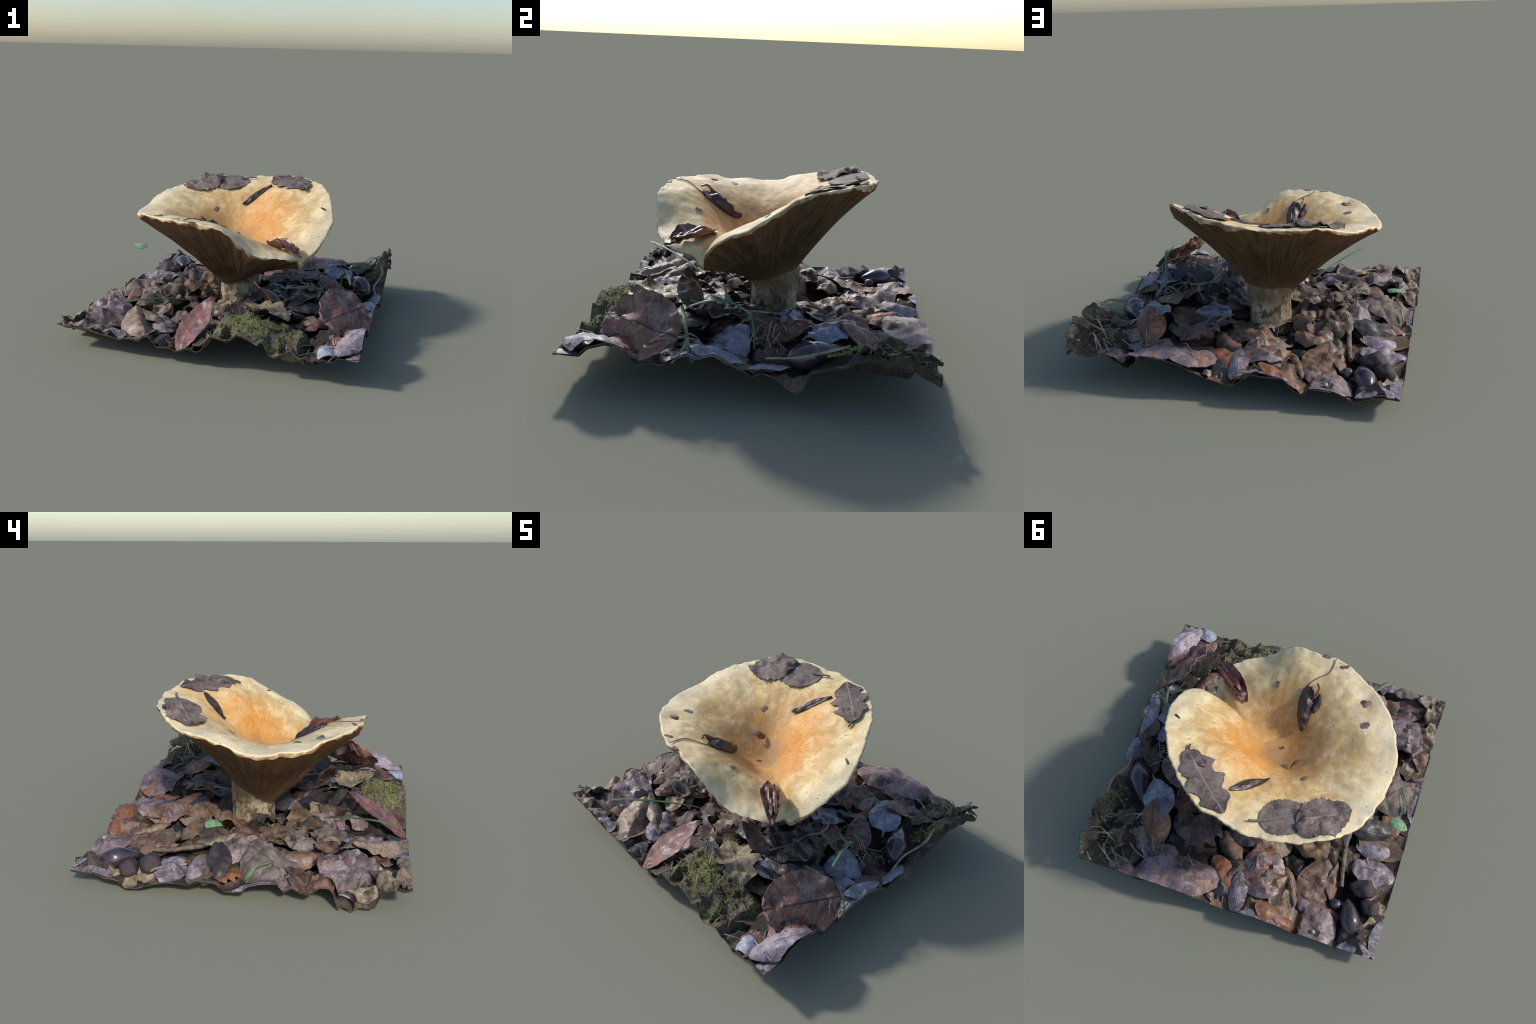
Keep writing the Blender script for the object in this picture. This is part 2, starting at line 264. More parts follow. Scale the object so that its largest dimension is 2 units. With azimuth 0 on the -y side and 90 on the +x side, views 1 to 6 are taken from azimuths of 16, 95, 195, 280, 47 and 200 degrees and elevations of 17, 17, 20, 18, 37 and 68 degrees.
def cap_material():
    m, nt, b = nodes_of("cap_flesh")
    co = nt.nodes.new("ShaderNodeTexCoord").outputs["Object"]
    sep = nt.nodes.new("ShaderNodeSeparateXYZ"); link(nt, co, sep.inputs[0])
    rad = math_n(nt, "SQRT", math_n(nt, "ADD", math_n(nt, "POWER", sep.outputs[0], 2.0), math_n(nt, "POWER", sep.outputs[1], 2.0)))
    blot = noise_t(nt, co, 7, 5, .65, None, .4)
    blot2 = noise_t(nt, mapped(nt, co, loc=(4, 2, 1)), 13, 5, .7, None, .6)
    fine = noise_t(nt, co, 85, 3, .7)
    c = mix(nt, ramp(nt, blot, [(.40, 0.0), (.60, 1.0)]), (.50, .355, .165), (.78, .645, .38))
    c = mix(nt, ramp(nt, blot2, [(.47, 0.0), (.60, .75)]), c, (.57, .365, .13))
    c = mix(nt, ramp(nt, noise_t(nt, mapped(nt, co, loc=(1, 7, 3)), 9, 4, .6), [(.54, 0.0), (.68, .6)]), c, (.42, .36, .24))
    wob = math_n(nt, "ADD", rad, math_n(nt, "MULTIPLY", math_n(nt, "SUBTRACT", blot2, .5), .22))
    org = ramp(nt, wob, [(.08, 1.0), (.28, .65), (.48, 0.0)])
    wall = spot(nt, co, (.20, .10, .72), .33, .85)
        # radial fibres and faint growth rings running up the funnel wall
    ang = math_n(nt, "ARCTAN2", sep.outputs[1], sep.outputs[0])
    cmb = nt.nodes.new("ShaderNodeCombineXYZ")
    link(nt, math_n(nt, "MULTIPLY", ang, 13.0), cmb.inputs[0]); link(nt, math_n(nt, "MULTIPLY", rad, 11.0), cmb.inputs[1])
    fib = noise_t(nt, cmb.outputs[0], 2.2, 5, .75, None, .8)
    patchy = math_n(nt, "MULTIPLY", ramp(nt, fib, [(.34, .25), (.56, 1.0)]), ramp(nt, blot2, [(.32, .35), (.58, 1.0)]))
    wall = math_n(nt, "MULTIPLY", wall, patchy)
    org = math_n(nt, "MULTIPLY", org, ramp(nt, blot2, [(.3, .45), (.6, 1.0)]))
    band = math_n(nt, "MULTIPLY", ramp(nt, fib, [(.48, 0.0), (.62, 1.0)]), math_n(nt, "MULTIPLY", wall, .95))
    c = mix(nt, math_n(nt, "MULTIPLY", org, .8), c, (.56, .25, .05))
    c = mix(nt, math_n(nt, "MULTIPLY", wall, .85), c, (.70, .29, .035))
    c = mix(nt, band, c, (.50, .15, .015))
    rays = math_n(nt, "MULTIPLY", ramp(nt, fib, [(.46, 0.0), (.6, 1.0)]), ramp(nt, wob, [(.06, .1), (.22, .34), (.56, 0.0)]))
    c = mix(nt, rays, c, (.50, .235, .06))
    c = mix(nt, ramp(nt, wob, [(.045, .7), (.12, 0.0)]), c, (.24, .13, .07))
    c = mix(nt, ramp(nt, wob, [(.52, 0.0), (.68, .45)]), c, (.84, .78, .59))
    c = mix(nt, ramp(nt, fine, [(.3, .45), (.42, 0.0)]), c, (.42, .30, .15))
    speck = nt.nodes.new("ShaderNodeTexVoronoi"); speck.inputs["Scale"].default_value = 16; link(nt, co, speck.inputs["Vector"])
    c = mix(nt, ramp(nt, speck.outputs["Distance"], [(.05, .8), (.09, 0.0)]), c, (.16, .10, .05))
    # stains where bits of leaf have lain
    for ctr, r in (((.06, -.40, .745), .07), ((-.47, -.38, .81), .10), ((-.24, .16, .76), .05), ((-.11, -.29, .74), .16), ((.33, -.34, .66), .16)):
        c = mix(nt, math_n(nt, "MULTIPLY", spot(nt, co, ctr, r, .9), .45), c, (.47, .28, .11))
    link(nt, c, b.inputs["Base Color"])
    b.inputs["Roughness"].default_value = .6
    b.inputs["Specular IOR Level"].default_value = .3
    bump(nt, b, math_n(nt, "ADD", blot2, math_n(nt, "MULTIPLY", fine, .3)), .3, .012)
    return m

def margin_material():
    m, nt, b = nodes_of("cap_margin_brown")
    co = nt.nodes.new("ShaderNodeTexCoord").outputs["Object"]
    n = noise_t(nt, co, 9, 5, .7, None, .5)
    c = ramp(nt, n, [(.3, (.10, .045, .02)), (.46, (.34, .18, .075)), (.6, (.62, .48, .28)), (.75, (.70, .6, .42))])
    link(nt, c, b.inputs["Base Color"]); b.inputs["Roughness"].default_value = .6
    bump(nt, b, n, .3, .01)
    return m

def gill_material():
    m, nt, b = nodes_of("gills_brown")
    co = nt.nodes.new("ShaderNodeTexCoord").outputs["Object"]
    sep = nt.nodes.new("ShaderNodeSeparateXYZ"); link(nt, co, sep.inputs[0])
    ang = math_n(nt, "ARCTAN2", sep.outputs[1], sep.outputs[0])
    rad = math_n(nt, "SQRT", math_n(nt, "ADD", math_n(nt, "POWER", sep.outputs[0], 2.0), math_n(nt, "POWER", sep.outputs[1], 2.0)))
    big = noise_t(nt, co, 4.5, 4, .6, None, .4)
    cmb = nt.nodes.new("ShaderNodeCombineXYZ")
    link(nt, math_n(nt, "MULTIPLY", ang, 16.0), cmb.inputs[0]); link(nt, math_n(nt, "MULTIPLY", rad, 2.0), cmb.inputs[1])
    link(nt, big, cmb.inputs[2])
    streak = noise_t(nt, cmb.outputs[0], 2.0, 5, .75)
    c = ramp(nt, streak, [(.32, (.045, .025, .013)), (.5, (.115, .07, .035)), (.68, (.215, .14, .07))])  # browns darkened to carry the shade under the cap
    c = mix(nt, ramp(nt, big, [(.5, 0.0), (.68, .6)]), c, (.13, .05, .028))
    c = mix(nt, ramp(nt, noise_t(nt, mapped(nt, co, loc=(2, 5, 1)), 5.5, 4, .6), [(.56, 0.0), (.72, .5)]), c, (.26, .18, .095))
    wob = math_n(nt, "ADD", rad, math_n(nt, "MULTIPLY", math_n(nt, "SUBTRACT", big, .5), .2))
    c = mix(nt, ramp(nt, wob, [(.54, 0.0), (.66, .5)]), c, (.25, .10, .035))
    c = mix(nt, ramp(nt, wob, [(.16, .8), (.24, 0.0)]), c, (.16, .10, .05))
    link(nt, c, b.inputs["Base Color"]); b.inputs["Roughness"].default_value = .7
    b.inputs["Specular IOR Level"].default_value = .25
    bump(nt, b, streak, .5, .008)
    return m

def stem_material():
    m, nt, b = nodes_of("stem_flesh")
    co = nt.nodes.new("ShaderNodeTexCoord").outputs["Object"]
    n = noise_t(nt, mapped(nt, co, (1, 1, .35)), 9, 5, .7)
    c = ramp(nt, n, [(.34, (.18, .125, .065)), (.5, (.34, .275, .165)), (.66, (.49, .43, .30))])
    pit = noise_t(nt, mapped(nt, co, (1, 1, .75), (3, 1, 2)), 22, 5, .75, None, .3)
    c = mix(nt, ramp(nt, pit, [(.50, 0.0), (.56, .9)]), c, (.075, .045, .022))
    sep = nt.nodes.new("ShaderNodeSeparateXYZ"); link(nt, co, sep.inputs[0])
    top = ramp(nt, math_n(nt, "ADD", sep.outputs[2], math_n(nt, "MULTIPLY", n, .05)), [(.27, 0.0), (.35, .75)])
    c = mix(nt, top, c, (.16, .10, .05))
    link(nt, c, b.inputs["Base Color"]); b.inputs["Roughness"].default_value = .65
    bump(nt, b, math_n(nt, "ADD", n, pit), .6, .012)
    return m

# ============================================================ helpers ========
ROOT = bpy.data.objects.new("mushroom_on_leaf_litter", None)
ROOT.empty_display_size = .1
bpy.context.scene.collection.objects.link(ROOT)
ROOT["label"] = "funnel shaped cream and orange mushroom on dead leaf litter"
ROOT["category"] = "mushroom"

def add(name, mesh, parent=None, matrix=None, stuff=False):
    o = bpy.data.objects.new(name, mesh)
    bpy.context.scene.collection.objects.link(o)
    o.parent = parent or ROOT
    if matrix is not None: o.matrix_basis = matrix
    if stuff: o["kind"] = "stuff"
    return o

def make_mesh(name, verts, faces, mats, angle=None, slots=None):
    me = bpy.data.meshes.new(name)
    me.from_pydata([tuple(v) for v in verts], [], faces)
    for k in mats: me.materials.append(k)
    if slots is not None: me.polygons.foreach_set("material_index", slots)
    me.shade_smooth()
    if angle: me.set_sharp_from_angle(angle=math.radians(angle))
    me.update()
    return me

def local_frame(o, xdir, zdir, scale):
    x = xdir.normalized(); z = (zdir - x*zdir.dot(x)).normalized(); y = z.cross(x)
    m = Matrix(((x.x*scale, y.x*scale, z.x*scale, o.x), (x.y*scale, y.y*scale, z.y*scale, o.y), (x.z*scale, y.z*scale, z.z*scale, o.z), (0, 0, 0, 1)))
    return m

def clip_to_patch(me):
    """Cut a mesh off at the straight sides of the square patch."""
    co = [v.co for v in me.vertices]
    lo = [min(c[i] for c in co) for i in (0, 1)]; hi = [max(c[i] for c in co) for i in (0, 1)]
    cuts = [(lo[0] < XMIN, (XMIN, 0, 0), (1, 0, 0)), (hi[0] > XMAX, (XMAX, 0, 0), (-1, 0, 0)), (lo[1] < YMIN, (0, YMIN, 0), (0, 1, 0)), (hi[1] > YMAX, (0, YMAX, 0), (0, -1, 0))]
    if not any(c[0] for c in cuts): return
    bm = bmesh.new(); bm.from_mesh(me)
    for on, p, n in cuts:
        if on:
            r = bmesh.ops.bisect_plane(bm, geom=bm.verts[:]+bm.edges[:]+bm.faces[:], plane_co=p, plane_no=n, clear_inner=True)
            ed = [e for e in r["geom_cut"] if isinstance(e, bmesh.types.BMEdge) and e.is_boundary]
            if ed:
                try: bmesh.ops.holes_fill(bm, edges=ed, sides=0)
                except Exception: pass
    bm.to_mesh(me); bm.free()

def border_floor(x, y):
    """Lowest a piece may hang close to the cut sides of the patch."""
    d = [(y-YMIN, EF(x)), (YMAX-y, EB(x)), (x-XMIN, EL(y)), (XMAX-x, ER(y))]
    q, h = min(d, key=lambda k: k[0])
    return max(0.0, float(h) - .012 - max(0, q)*.15) if q < .25 else 0.0

PROFILES = {
 "oval": lambda u: math.sin(math.pi*u**.9)**.62,
 "lance": lambda u: math.sin(math.pi*u**.85)**.85,
 "round": lambda u: max(0, 1-(2*u-1)**2)**.46,
 "heart": lambda u: math.sin(math.pi*u**.62)**.6,
 "lobed": lambda u: math.sin(math.pi*u**.9)**.55*(1+.22*math.cos(2*math.pi*(u*3.6+.1))),
}

def leaf(B, T, width, mat, kind="oval", up=None, side=None, bow=.08, arch=.18, roll=0., ripple=.05, serr=.05, lift=.012, seed=None,
         thick=.005, petiole=0., name="leaf", surface=None, curl=0., nu=26, nv=13, stalk=None, follow=0., facet=50):
    """One dead leaf from stalk end B to tip T. bow lifts the middle of the spine, arch droops the margins,
    curl rolls them, ripple crumples the blade. surface(x, y) makes it lie on something."""
    seed = seed if seed is not None else rng.random()*100
    r = random.Random(int(seed*1000))
    B, T = Vector(B), Vector(T); ch = T-B; L = ch.length; mid = (B+T)/2
    if surface is None:
        n0 = Vector(up) if up else ground_n(mid.x, mid.y)
    else:
        h = .03
        n0 = Vector((-(surface(mid.x+h, mid.y)-surface(mid.x-h, mid.y))/(2*h), -(surface(mid.x, mid.y+h)-surface(mid.x, mid.y-h))/(2*h), 1)).normalized()
    x = ch.normalized()
    if side is not None:
        s = Vector(side); n0 = x.cross((s - x*s.dot(x)).normalized())
        if n0.z < 0: n0 = -n0
    n0 = (n0 - x*n0.dot(x)).normalized()
    n0 = Matrix.Rotation(math.radians(roll), 3, x) @ n0
    c0 = n0.cross(x)
    shard = [[.0]+[r.uniform(.55, 1.05) for _ in range(5)]+[.0] for _ in range(2)] if kind == "shard" else None
    if shard:
        for q in shard: q[0] = r.uniform(.1, .8); q[-1] = r.uniform(.05, .5)
    top, nrm = [], []
    vs = [math.copysign(abs(k)**1.15, k) for k in np.linspace(-1, 1, nv)]
    for i in range(nu):
        u = i/(nu-1); uu = min(max(u, .004), .996)
        S = B + ch*u + n0*(4*u*(1-u)*bow*L)
        tan = (ch + n0*(4*(1-2*u)*bow*L)).normalized()
        n = (n0 - tan*n0.dot(tan)).normalized(); c = n.cross(tan)
        for v in vs:
            if shard:
                q = shard[0 if v < 0 else 1]; t = u*(len(q)-1); k = min(int(t), len(q)-2); w = q[k]+(q[k+1]-q[k])*(t-k)
            else:
                w = PROFILES[kind](uu)
            w = max(w, .02)
            if serr: w *= 1 + serr*abs(v)*(2*abs((u*9+ (v > 0)*.5) % 1 - .5)-.5) + serr*.8*abs(v)*mnoise.noise(Vector((u*6, 3 if v > 0 else -3, seed)))
            half = width/2*w; y = v*half
            p = S + c*y
            z = -arch*width*(v*w)**2
            if curl: z += curl*width*max(0, abs(v*w)-.35)**2*2.2
            q3 = Vector((u*2.6*L/.25, y*2.6/.25, seed*3.7))
            z += ripple*width*1.6*mnoise.noise(q3) + ripple*width*.8*mnoise.noise(q3*2.7)
            z += .012*width*math.exp(-(v/.09)**2)
            if surface is not None:
                z = max(z, -lift*.55)
                p = Vector((p.x, p.y, surface(p.x, p.y))) + n*(z+lift)
            else:
                p = p + n*(z+lift)
                if follow:
                    g = ground_z(p.x, p.y)+lift
                    p.z += (g-p.z)*follow
            top.append(p); nrm.append(n)
    k = nu*nv
    verts = top + [p - n*thick for p, n in zip(top, nrm)]
    F = []
    for i in range(nu-1):
        for j in range(nv-1):
            a, b_, c_, d = i*nv+j, (i+1)*nv+j, (i+1)*nv+j+1, i*nv+j+1
            F.append((a, b_, c_, d)); F.append((a+k, d+k, c_+k, b_+k))
    ring = [j for j in range(nv)] + [i*nv+nv-1 for i in range(1, nu)] + [(nu-1)*nv+j for j in range(nv-2, -1, -1)] + [i*nv for i in range(nu-2, 0, -1)]
    for a, b_ in zip(ring, ring[1:]+ring[:1]): F.append((a, b_, b_+k, a+k))
    if petiole:
        pts = stalk or [B - x*petiole + n0*lift, B - x*petiole*.5 + n0*(lift+.01), B + x*.04*L + n0*lift]
        tv, tf = tube_geo([Vector(p) for p in pts], .006, .008, 6, steps=10)
        o = len(verts); verts += tv; F += [tuple(q+o for q in f) for f in tf]
    if surface is None:
        rest = r.uniform(.001, .009)
        for q, p in enumerate(verts): p.z = max(p.z, border_floor(p.x, p.y)+rest+(thick if q < k else 0))
    me = make_mesh(name, verts, F, [MAT[mat]])
    if surface is None: clip_to_patch(me)
    M = local_frame(mid, x, n0, L)
    me.transform(M.inverted()); me.shade_smooth(); me.set_sharp_from_angle(angle=math.radians(facet)); me.update()
    return add(name, me, None, M)

def spline(P, steps):
    out = []
    P = [P[0]*2-P[1]] + P + [P[-1]*2-P[-2]]
    for i in range(1, len(P)-2):
        a, b_, c, d = P[i-1:i+3]
        for s in range(steps):
            t = s/steps
            out.append(.5*((2*b_) + (c-a)*t + (2*a-5*b_+4*c-d)*t*t + (3*b_-a-3*c+d)*t**3))
    out.append(P[-2])
    return out

def tube_geo(P, r0, r1, sides=6, steps=8, flat=1.0, rough=0., seed=0.):
    C = spline(P, steps); n = len(C); V = []; F = []
    ref = Vector((.13, .21, .97))
    for i, p in enumerate(C):
        t = (C[min(i+1, n-1)]-C[max(i-1, 0)]).normalized()
        a = t.cross(ref).normalized(); b_ = a.cross(t)
        u = i/(n-1); rad = r0+(r1-r0)*u
        for k in range(sides):
            th = 2*math.pi*k/sides
            m = 1+rough*mnoise.noise(Vector((u*8, math.cos(th)*1.3, math.sin(th)*1.3+seed)))
            V.append(p + a*math.cos(th)*rad*m + b_*math.sin(th)*rad*m*flat)
    for i in range(n-1):
        for k in range(sides):
            F.append((i*sides+k, i*sides+(k+1) % sides, (i+1)*sides+(k+1) % sides, (i+1)*sides+k))
    F.append(tuple(range(sides))[::-1]); F.append(tuple((n-1)*sides+k for k in range(sides)))
    return V, F

def tube(name, P, r0, r1, mat, sides=6, flat=1.0, rough=0., stuff=False, steps=8, clip=True, sm=True):
    V, F = tube_geo([Vector(p) for p in P], r0, r1, sides, steps, flat, rough, len(P)*1.7+r0*90)
    me = make_mesh(name, V, F, [MAT[mat]], 50)
    if clip: clip_to_patch(me)
    return add(name, me, stuff=stuff)

def nut(name, A, Bp, rad, mat, pointed=.6, lump=.05, cup=0.):
    """Rounded seed lying from A (blunt) to Bp (point)."""
    A, Bp = Vector(A), Vector(Bp); x = Bp-A; L = x.length; V = []; F = []; nu, ns = 20, 20
    up = Vector((0, 0, 1))
    for i in range(nu+1):
        u = i/nu; w = math.sin(math.pi*min(1, u*.97+.015))**.62*(1-pointed*u**2.5)
        for k in range(ns):
            th = 2*math.pi*k/ns
            m = 1+lump*mnoise.noise(Vector((u*3, math.cos(th)*1.5, math.sin(th)*1.5+rad*50)))
            if cup and u < cup: m *= 1.13+.04*math.sin(th*9)*math.sin(u*60)
            V.append(Vector((u-.5, math.cos(th)*w*m*rad/L, math.sin(th)*w*m*rad/L)))
    for i in range(nu):
        for k in range(ns): F.append((i*ns+k, i*ns+(k+1) % ns, (i+1)*ns+(k+1) % ns, (i+1)*ns+k))
    F.append(tuple(range(ns))[::-1]); F.append(tuple(nu*ns+k for k in range(ns)))
    me = make_mesh(name, V, F, [MAT[mat]])
    return add(name, me, None, local_frame((A+Bp)/2, x, up, L))

# ============================================================ leaf mould bed =
def edge_fun(E):
    xs = [a for a, _ in E]; zs = [b for _, b in E]
    return lambda s: np.interp(s, xs, zs)
EF, ER, EB, EL = (edge_fun(e) for e in (EDGE_FRONT, EDGE_RIGHT, EDGE_BACK, EDGE_LEFT))

def bed_height(X, Y, sink=.085, rough=1.0):
    base = tps_eval(GROUND, np.stack([X, Y], -1)) - sink
    out = base.copy()
    for idx in np.ndindex(X.shape):
        p = Vector((X[idx], Y[idx], 0))
        a = mnoise.noise(p*9.0+Vector((3, 1, 0))); b_ = mnoise.noise(p*23.0); c = mnoise.noise(p*47.0)
        out[idx] += rough*(.022*(1-2*abs(a)) + .016*b_ + .008*c - .008)
    d = .055
    for dist, f in ((Y-YMIN, EF(X)), (YMAX-Y, EB(X)), (X-XMIN, EL(Y)), (XMAX-X, ER(Y))):
        w = smooth(0, d, dist)
        out = f*(1-w)+out*w
        out = np.where(dist < .3, np.maximum(out, f-.015-.13*dist), out)
    return np.maximum(out, .006)

def sheet(name, xs, ys, zf, mats, thick, stuff=False):
    X, Y = np.meshgrid(xs, ys); Z = zf(X, Y); ny, nx = X.shape; k = nx*ny
    V = [tuple(v) for v in np.stack([X, Y, Z], -1).reshape(-1, 3)]
    V += [(x, y, z-thick) for x, y, z in V]
    F = []
    for j in range(ny-1):
        for i in range(nx-1):
            a = j*nx+i; F.append((a, a+1, a+nx+1, a+nx)); F.append((a+k, a+nx+k, a+nx+1+k, a+1+k))
    ring = list(range(nx)) + [j*nx+nx-1 for j in range(1, ny)] + [(ny-1)*nx+i for i in range(nx-2, -1, -1)] + [j*nx for j in range(ny-2, 0, -1)]
    for a, b_ in zip(ring, ring[1:]+ring[:1]): F.append((b_, a, a+k, b_+k))
    return add(name, make_mesh(name, V, F, mats, 45), stuff=stuff)

sheet("leaf_mould", np.linspace(XMIN, XMAX, 190), np.linspace(YMIN, YMAX, 180), bed_height, [soil_material()], .006)

# ============================================================ mushroom =======
NA = 360
def groove(th, s):
    g = np.exp(-(((np.degrees(th)+30+180) % 360-180)/3.2)**2)
    return .065*g*smooth(.42, .85, s)

def cap_parts():
    th = np.linspace(0, 2*np.pi, NA, endpoint=False)
    R, Zr = rim_at(th)
    for _ in range(2):
        R = (np.roll(R, 1)+2*R+np.roll(R, -1))/4; Zr = (np.roll(Zr, 1)+2*Zr+np.roll(Zr, -1))/4
    wob = np.array([mnoise.noise(Vector((math.cos(t)*7, math.sin(t)*7, 2))) for t in th])
    R = R*(1+.010*wob+.010*np.array([mnoise.noise(Vector((math.cos(t)*17, math.sin(t)*17, 6))) for t in th])-.02*np.array([max(0, mnoise.noise(Vector((math.cos(t)*26, math.sin(t)*26, 9)))-.25) for t in th]))
    S = np.linspace(0, 1, 70)[1:]
    rings = []
    for s in S:
        x = CAP_C[0]+s*R*np.cos(th); y = CAP_C[1]+s*R*np.sin(th)
        z = tps_eval(CAP_TOP, np.stack([x, y], -1)) - groove(th, s)
        nz = np.array([.007*mnoise.noise(Vector((a*8, b_*8, 5)))+.0025*mnoise.noise(Vector((a*22, b_*22, 1)))+.003*float(smooth(.25, .6, s))*mnoise.noise(Vector((math.atan2(b_-CAP_C[1], a-CAP_C[0])*9, math.hypot(a-CAP_C[0], b_-CAP_C[1])*3, 2))) for a, b_ in zip(x, y)])
        z = z+nz*smooth(.02, .2, s)
        if s > .9: z = z+smooth(.9, 1, s)*np.array([(.008*mnoise.noise(Vector((math.cos(t)*6, math.sin(t)*6, 4)))+.006*mnoise.noise(Vector((math.cos(t)*15, math.sin(t)*15, 4)))) for t in th])
        rings.append(np.stack([x, y, z], -1))
    V = [np.array([[CAP_C[0], CAP_C[1], float(tps_eval(CAP_TOP, np.array([CAP_C]))[0])]])]+rings
    ntop = 1+len(rings)*NA
    rim = rings[-1]
    cs = np.stack([np.cos(th), np.sin(th), 0*th], -1)
    dz = np.array([0, 0, 1.0])
    fold = np.array([max(.25, .9+1.1*mnoise.noise(Vector((math.cos(t)*4, math.sin(t)*4, 8)))+.5*mnoise.noise(Vector((math.cos(t)*14, math.sin(t)*14, 3)))) for t in th])[:, None]
    lip = [rim+cs*.004-dz*.006, rim+cs*.006-dz*.014*fold, rim+cs*.001-dz*.025*fold]
    Vall = np.concatenate(V+lip)
    F = [(0, 1+k, 1+(k+1) % NA) for k in range(NA)]; slots = [0]*NA
    nr = len(rings)+len(lip)
    for i in range(nr-1):
        for k in range(NA):
            a = 1+i*NA+k; b_ = 1+i*NA+(k+1) % NA
            F.append((a, a+NA, b_+NA, b_)); slots.append(1 if i >= len(rings) else 0)
    under0 = lip[-1]
    # underside: nearly straight cone from the margin down to the collar on the stem
    ax = np.array([-.045, .05]); U = [under0]
    NG = 34
    for q in range(1, NG+1):
        t = q/NG
        low = np.exp(-((np.mod(th-4.1+np.pi, 2*np.pi)-np.pi)/.7)**2)      # gills run further down on the side under the notch
        cr = .149+.014*low
        col = np.stack([ax[0]+cr*np.cos(th), ax[1]+cr*np.sin(th), .350+.055*np.cos(th-1.31)-.03*low], -1)
        p = under0*(1-t)+col*t
        p[:, 2] += (.024+.020*np.sin(th)+.018*np.exp(-((np.mod(th-2.8+np.pi, 2*np.pi)-np.pi)/.7)**2))*math.sin(math.pi*t)**.8
        ridge = np.abs(((np.arange(NA) % 2)*2-1))*np.where(np.arange(NA) % 2 == 0, 1, -1)
        amp = .0035*math.sin(math.pi*min(1, t*1.02))**.5 if t < .98 else 0
        lump = np.array([.010*mnoise.noise(Vector((a*6, b_*6, c*6))) for a, b_, c in p])*math.sin(math.pi*min(t, 1))
        p = p + cs*(ridge*amp+lump)[:, None]
        U.append(p)
    return Vall, F, slots, np.concatenate(U), NG

Vc, Fc, slots, Vu, NG = cap_parts()
origin = Vector((CAP_C[0], CAP_C[1], 0))
off = np.array([CAP_C[0], CAP_C[1], 0])
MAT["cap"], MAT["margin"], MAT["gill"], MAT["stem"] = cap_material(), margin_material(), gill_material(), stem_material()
add("cap", make_mesh("cap", Vc-off, Fc, [MAT["cap"], MAT["margin"]], None, slots), None, Matrix.Translation(origin))
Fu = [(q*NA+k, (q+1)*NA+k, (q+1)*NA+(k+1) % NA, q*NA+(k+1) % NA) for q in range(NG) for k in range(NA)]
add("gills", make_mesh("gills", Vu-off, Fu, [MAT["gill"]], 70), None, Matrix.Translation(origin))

def stem():
    V, F = [], []; ns = 96
    prof = [(.02, .150), (.07, .152), (.10, .147), (.14, .143), (.2, .140), (.26, .139), (.30, .143), (.325, .146), (.345, .148), (.40, .148)]
    zz = np.linspace(.02, .39, 44); rr = np.interp(zz, [p[0] for p in prof], [p[1] for p in prof])
    for z, r_ in zip(zz, rr):
        for k in range(ns):
            a = 2*math.pi*k/ns
            w = 1
            m = r_*(1+w*(.05*mnoise.noise(Vector((math.cos(a)*1.6, math.sin(a)*1.6, z*7)))+.03*mnoise.noise(Vector((math.cos(a)*5, math.sin(a)*5, z*12)))))
            V.append((m*math.cos(a), m*math.sin(a), z))
    for i in range(len(zz)-1):
        for k in range(ns): F.append((i*ns+k, i*ns+(k+1) % ns, (i+1)*ns+(k+1) % ns, (i+1)*ns+k))
    F.append(tuple(range(ns))[::-1]); F.append(tuple((len(zz)-1)*ns+k for k in range(ns)))
    add("stem", make_mesh("stem", V, F, [MAT["stem"]]), None, Matrix.Translation((-.05, .055, 0)))
stem()

# ------------------------------------------------------------ bits on the cap
def on_cap(x, y, h=.006): return (x, y, cap_z(x, y)+h)
cz = cap_z
leaf(on_cap(-.135,.535), on_cap(-.37,.40), .235, "capleaf", "round", surface=cz, bow=0, arch=-.01, ripple=.025, serr=.10, lift=.010, thick=.003, seed=4, petiole=.07, stalk=[on_cap(-.075,.555,.014), on_cap(-.11,.545,.016), on_cap(-.19,.51,.018)])
leaf(on_cap(-.335,.49), on_cap(-.59,.305), .25, "capleaf", "oval", surface=cz, bow=.04, arch=-.02, ripple=.10, serr=.18, lift=.018, thick=.003, seed=8)
leaf(on_cap(-.36,.51), on_cap(-.47,.475), .12, "capleaf", "oval", surface=cz, bow=.22, arch=.25, ripple=.12, lift=.03, seed=9)
leaf(on_cap(.395,.275), on_cap(.065,.565), .20, "capleaf", "lobed", surface=cz, bow=.01, arch=-.02, ripple=.04, serr=.18, lift=.013, thick=.003, seed=12, petiole=.05, stalk=[on_cap(.395,.225,.012), on_cap(.392,.25,.014), on_cap(.36,.30,.014)])
leaf(on_cap(.37,.265), on_cap(.26,.34), .06, "capleaf", "shard", surface=cz, bow=.04, arch=-.1, ripple=.12, lift=.020, seed=15)
leaf(on_cap(.085,.415), on_cap(-.085,.24), .062, "bud", "lance", surface=cz, bow=.05, arch=.5, ripple=.22, lift=.022, seed=17, thick=.012, name="shrivelled_leaf")
leaf(on_cap(-.13,-.415), on_cap(-.155,-.19), .095, "bud", "heart", surface=cz, bow=.10, arch=.5, ripple=.25, lift=.03, seed=18, thick=.014, name="shrivelled_leaf")
leaf(on_cap(-.205,-.385), on_cap(-.20,-.29), .045, "bud", "oval", surface=cz, bow=.12, arch=.4, ripple=.2, lift=.02, seed=19, thick=.012, name="shrivelled_leaf")
tube("leaf_stalk", [on_cap(-.17,-.435,.02), on_cap(-.19,-.40,.035), on_cap(-.175,-.35,.03)], .006, .008, "wet", clip=False)
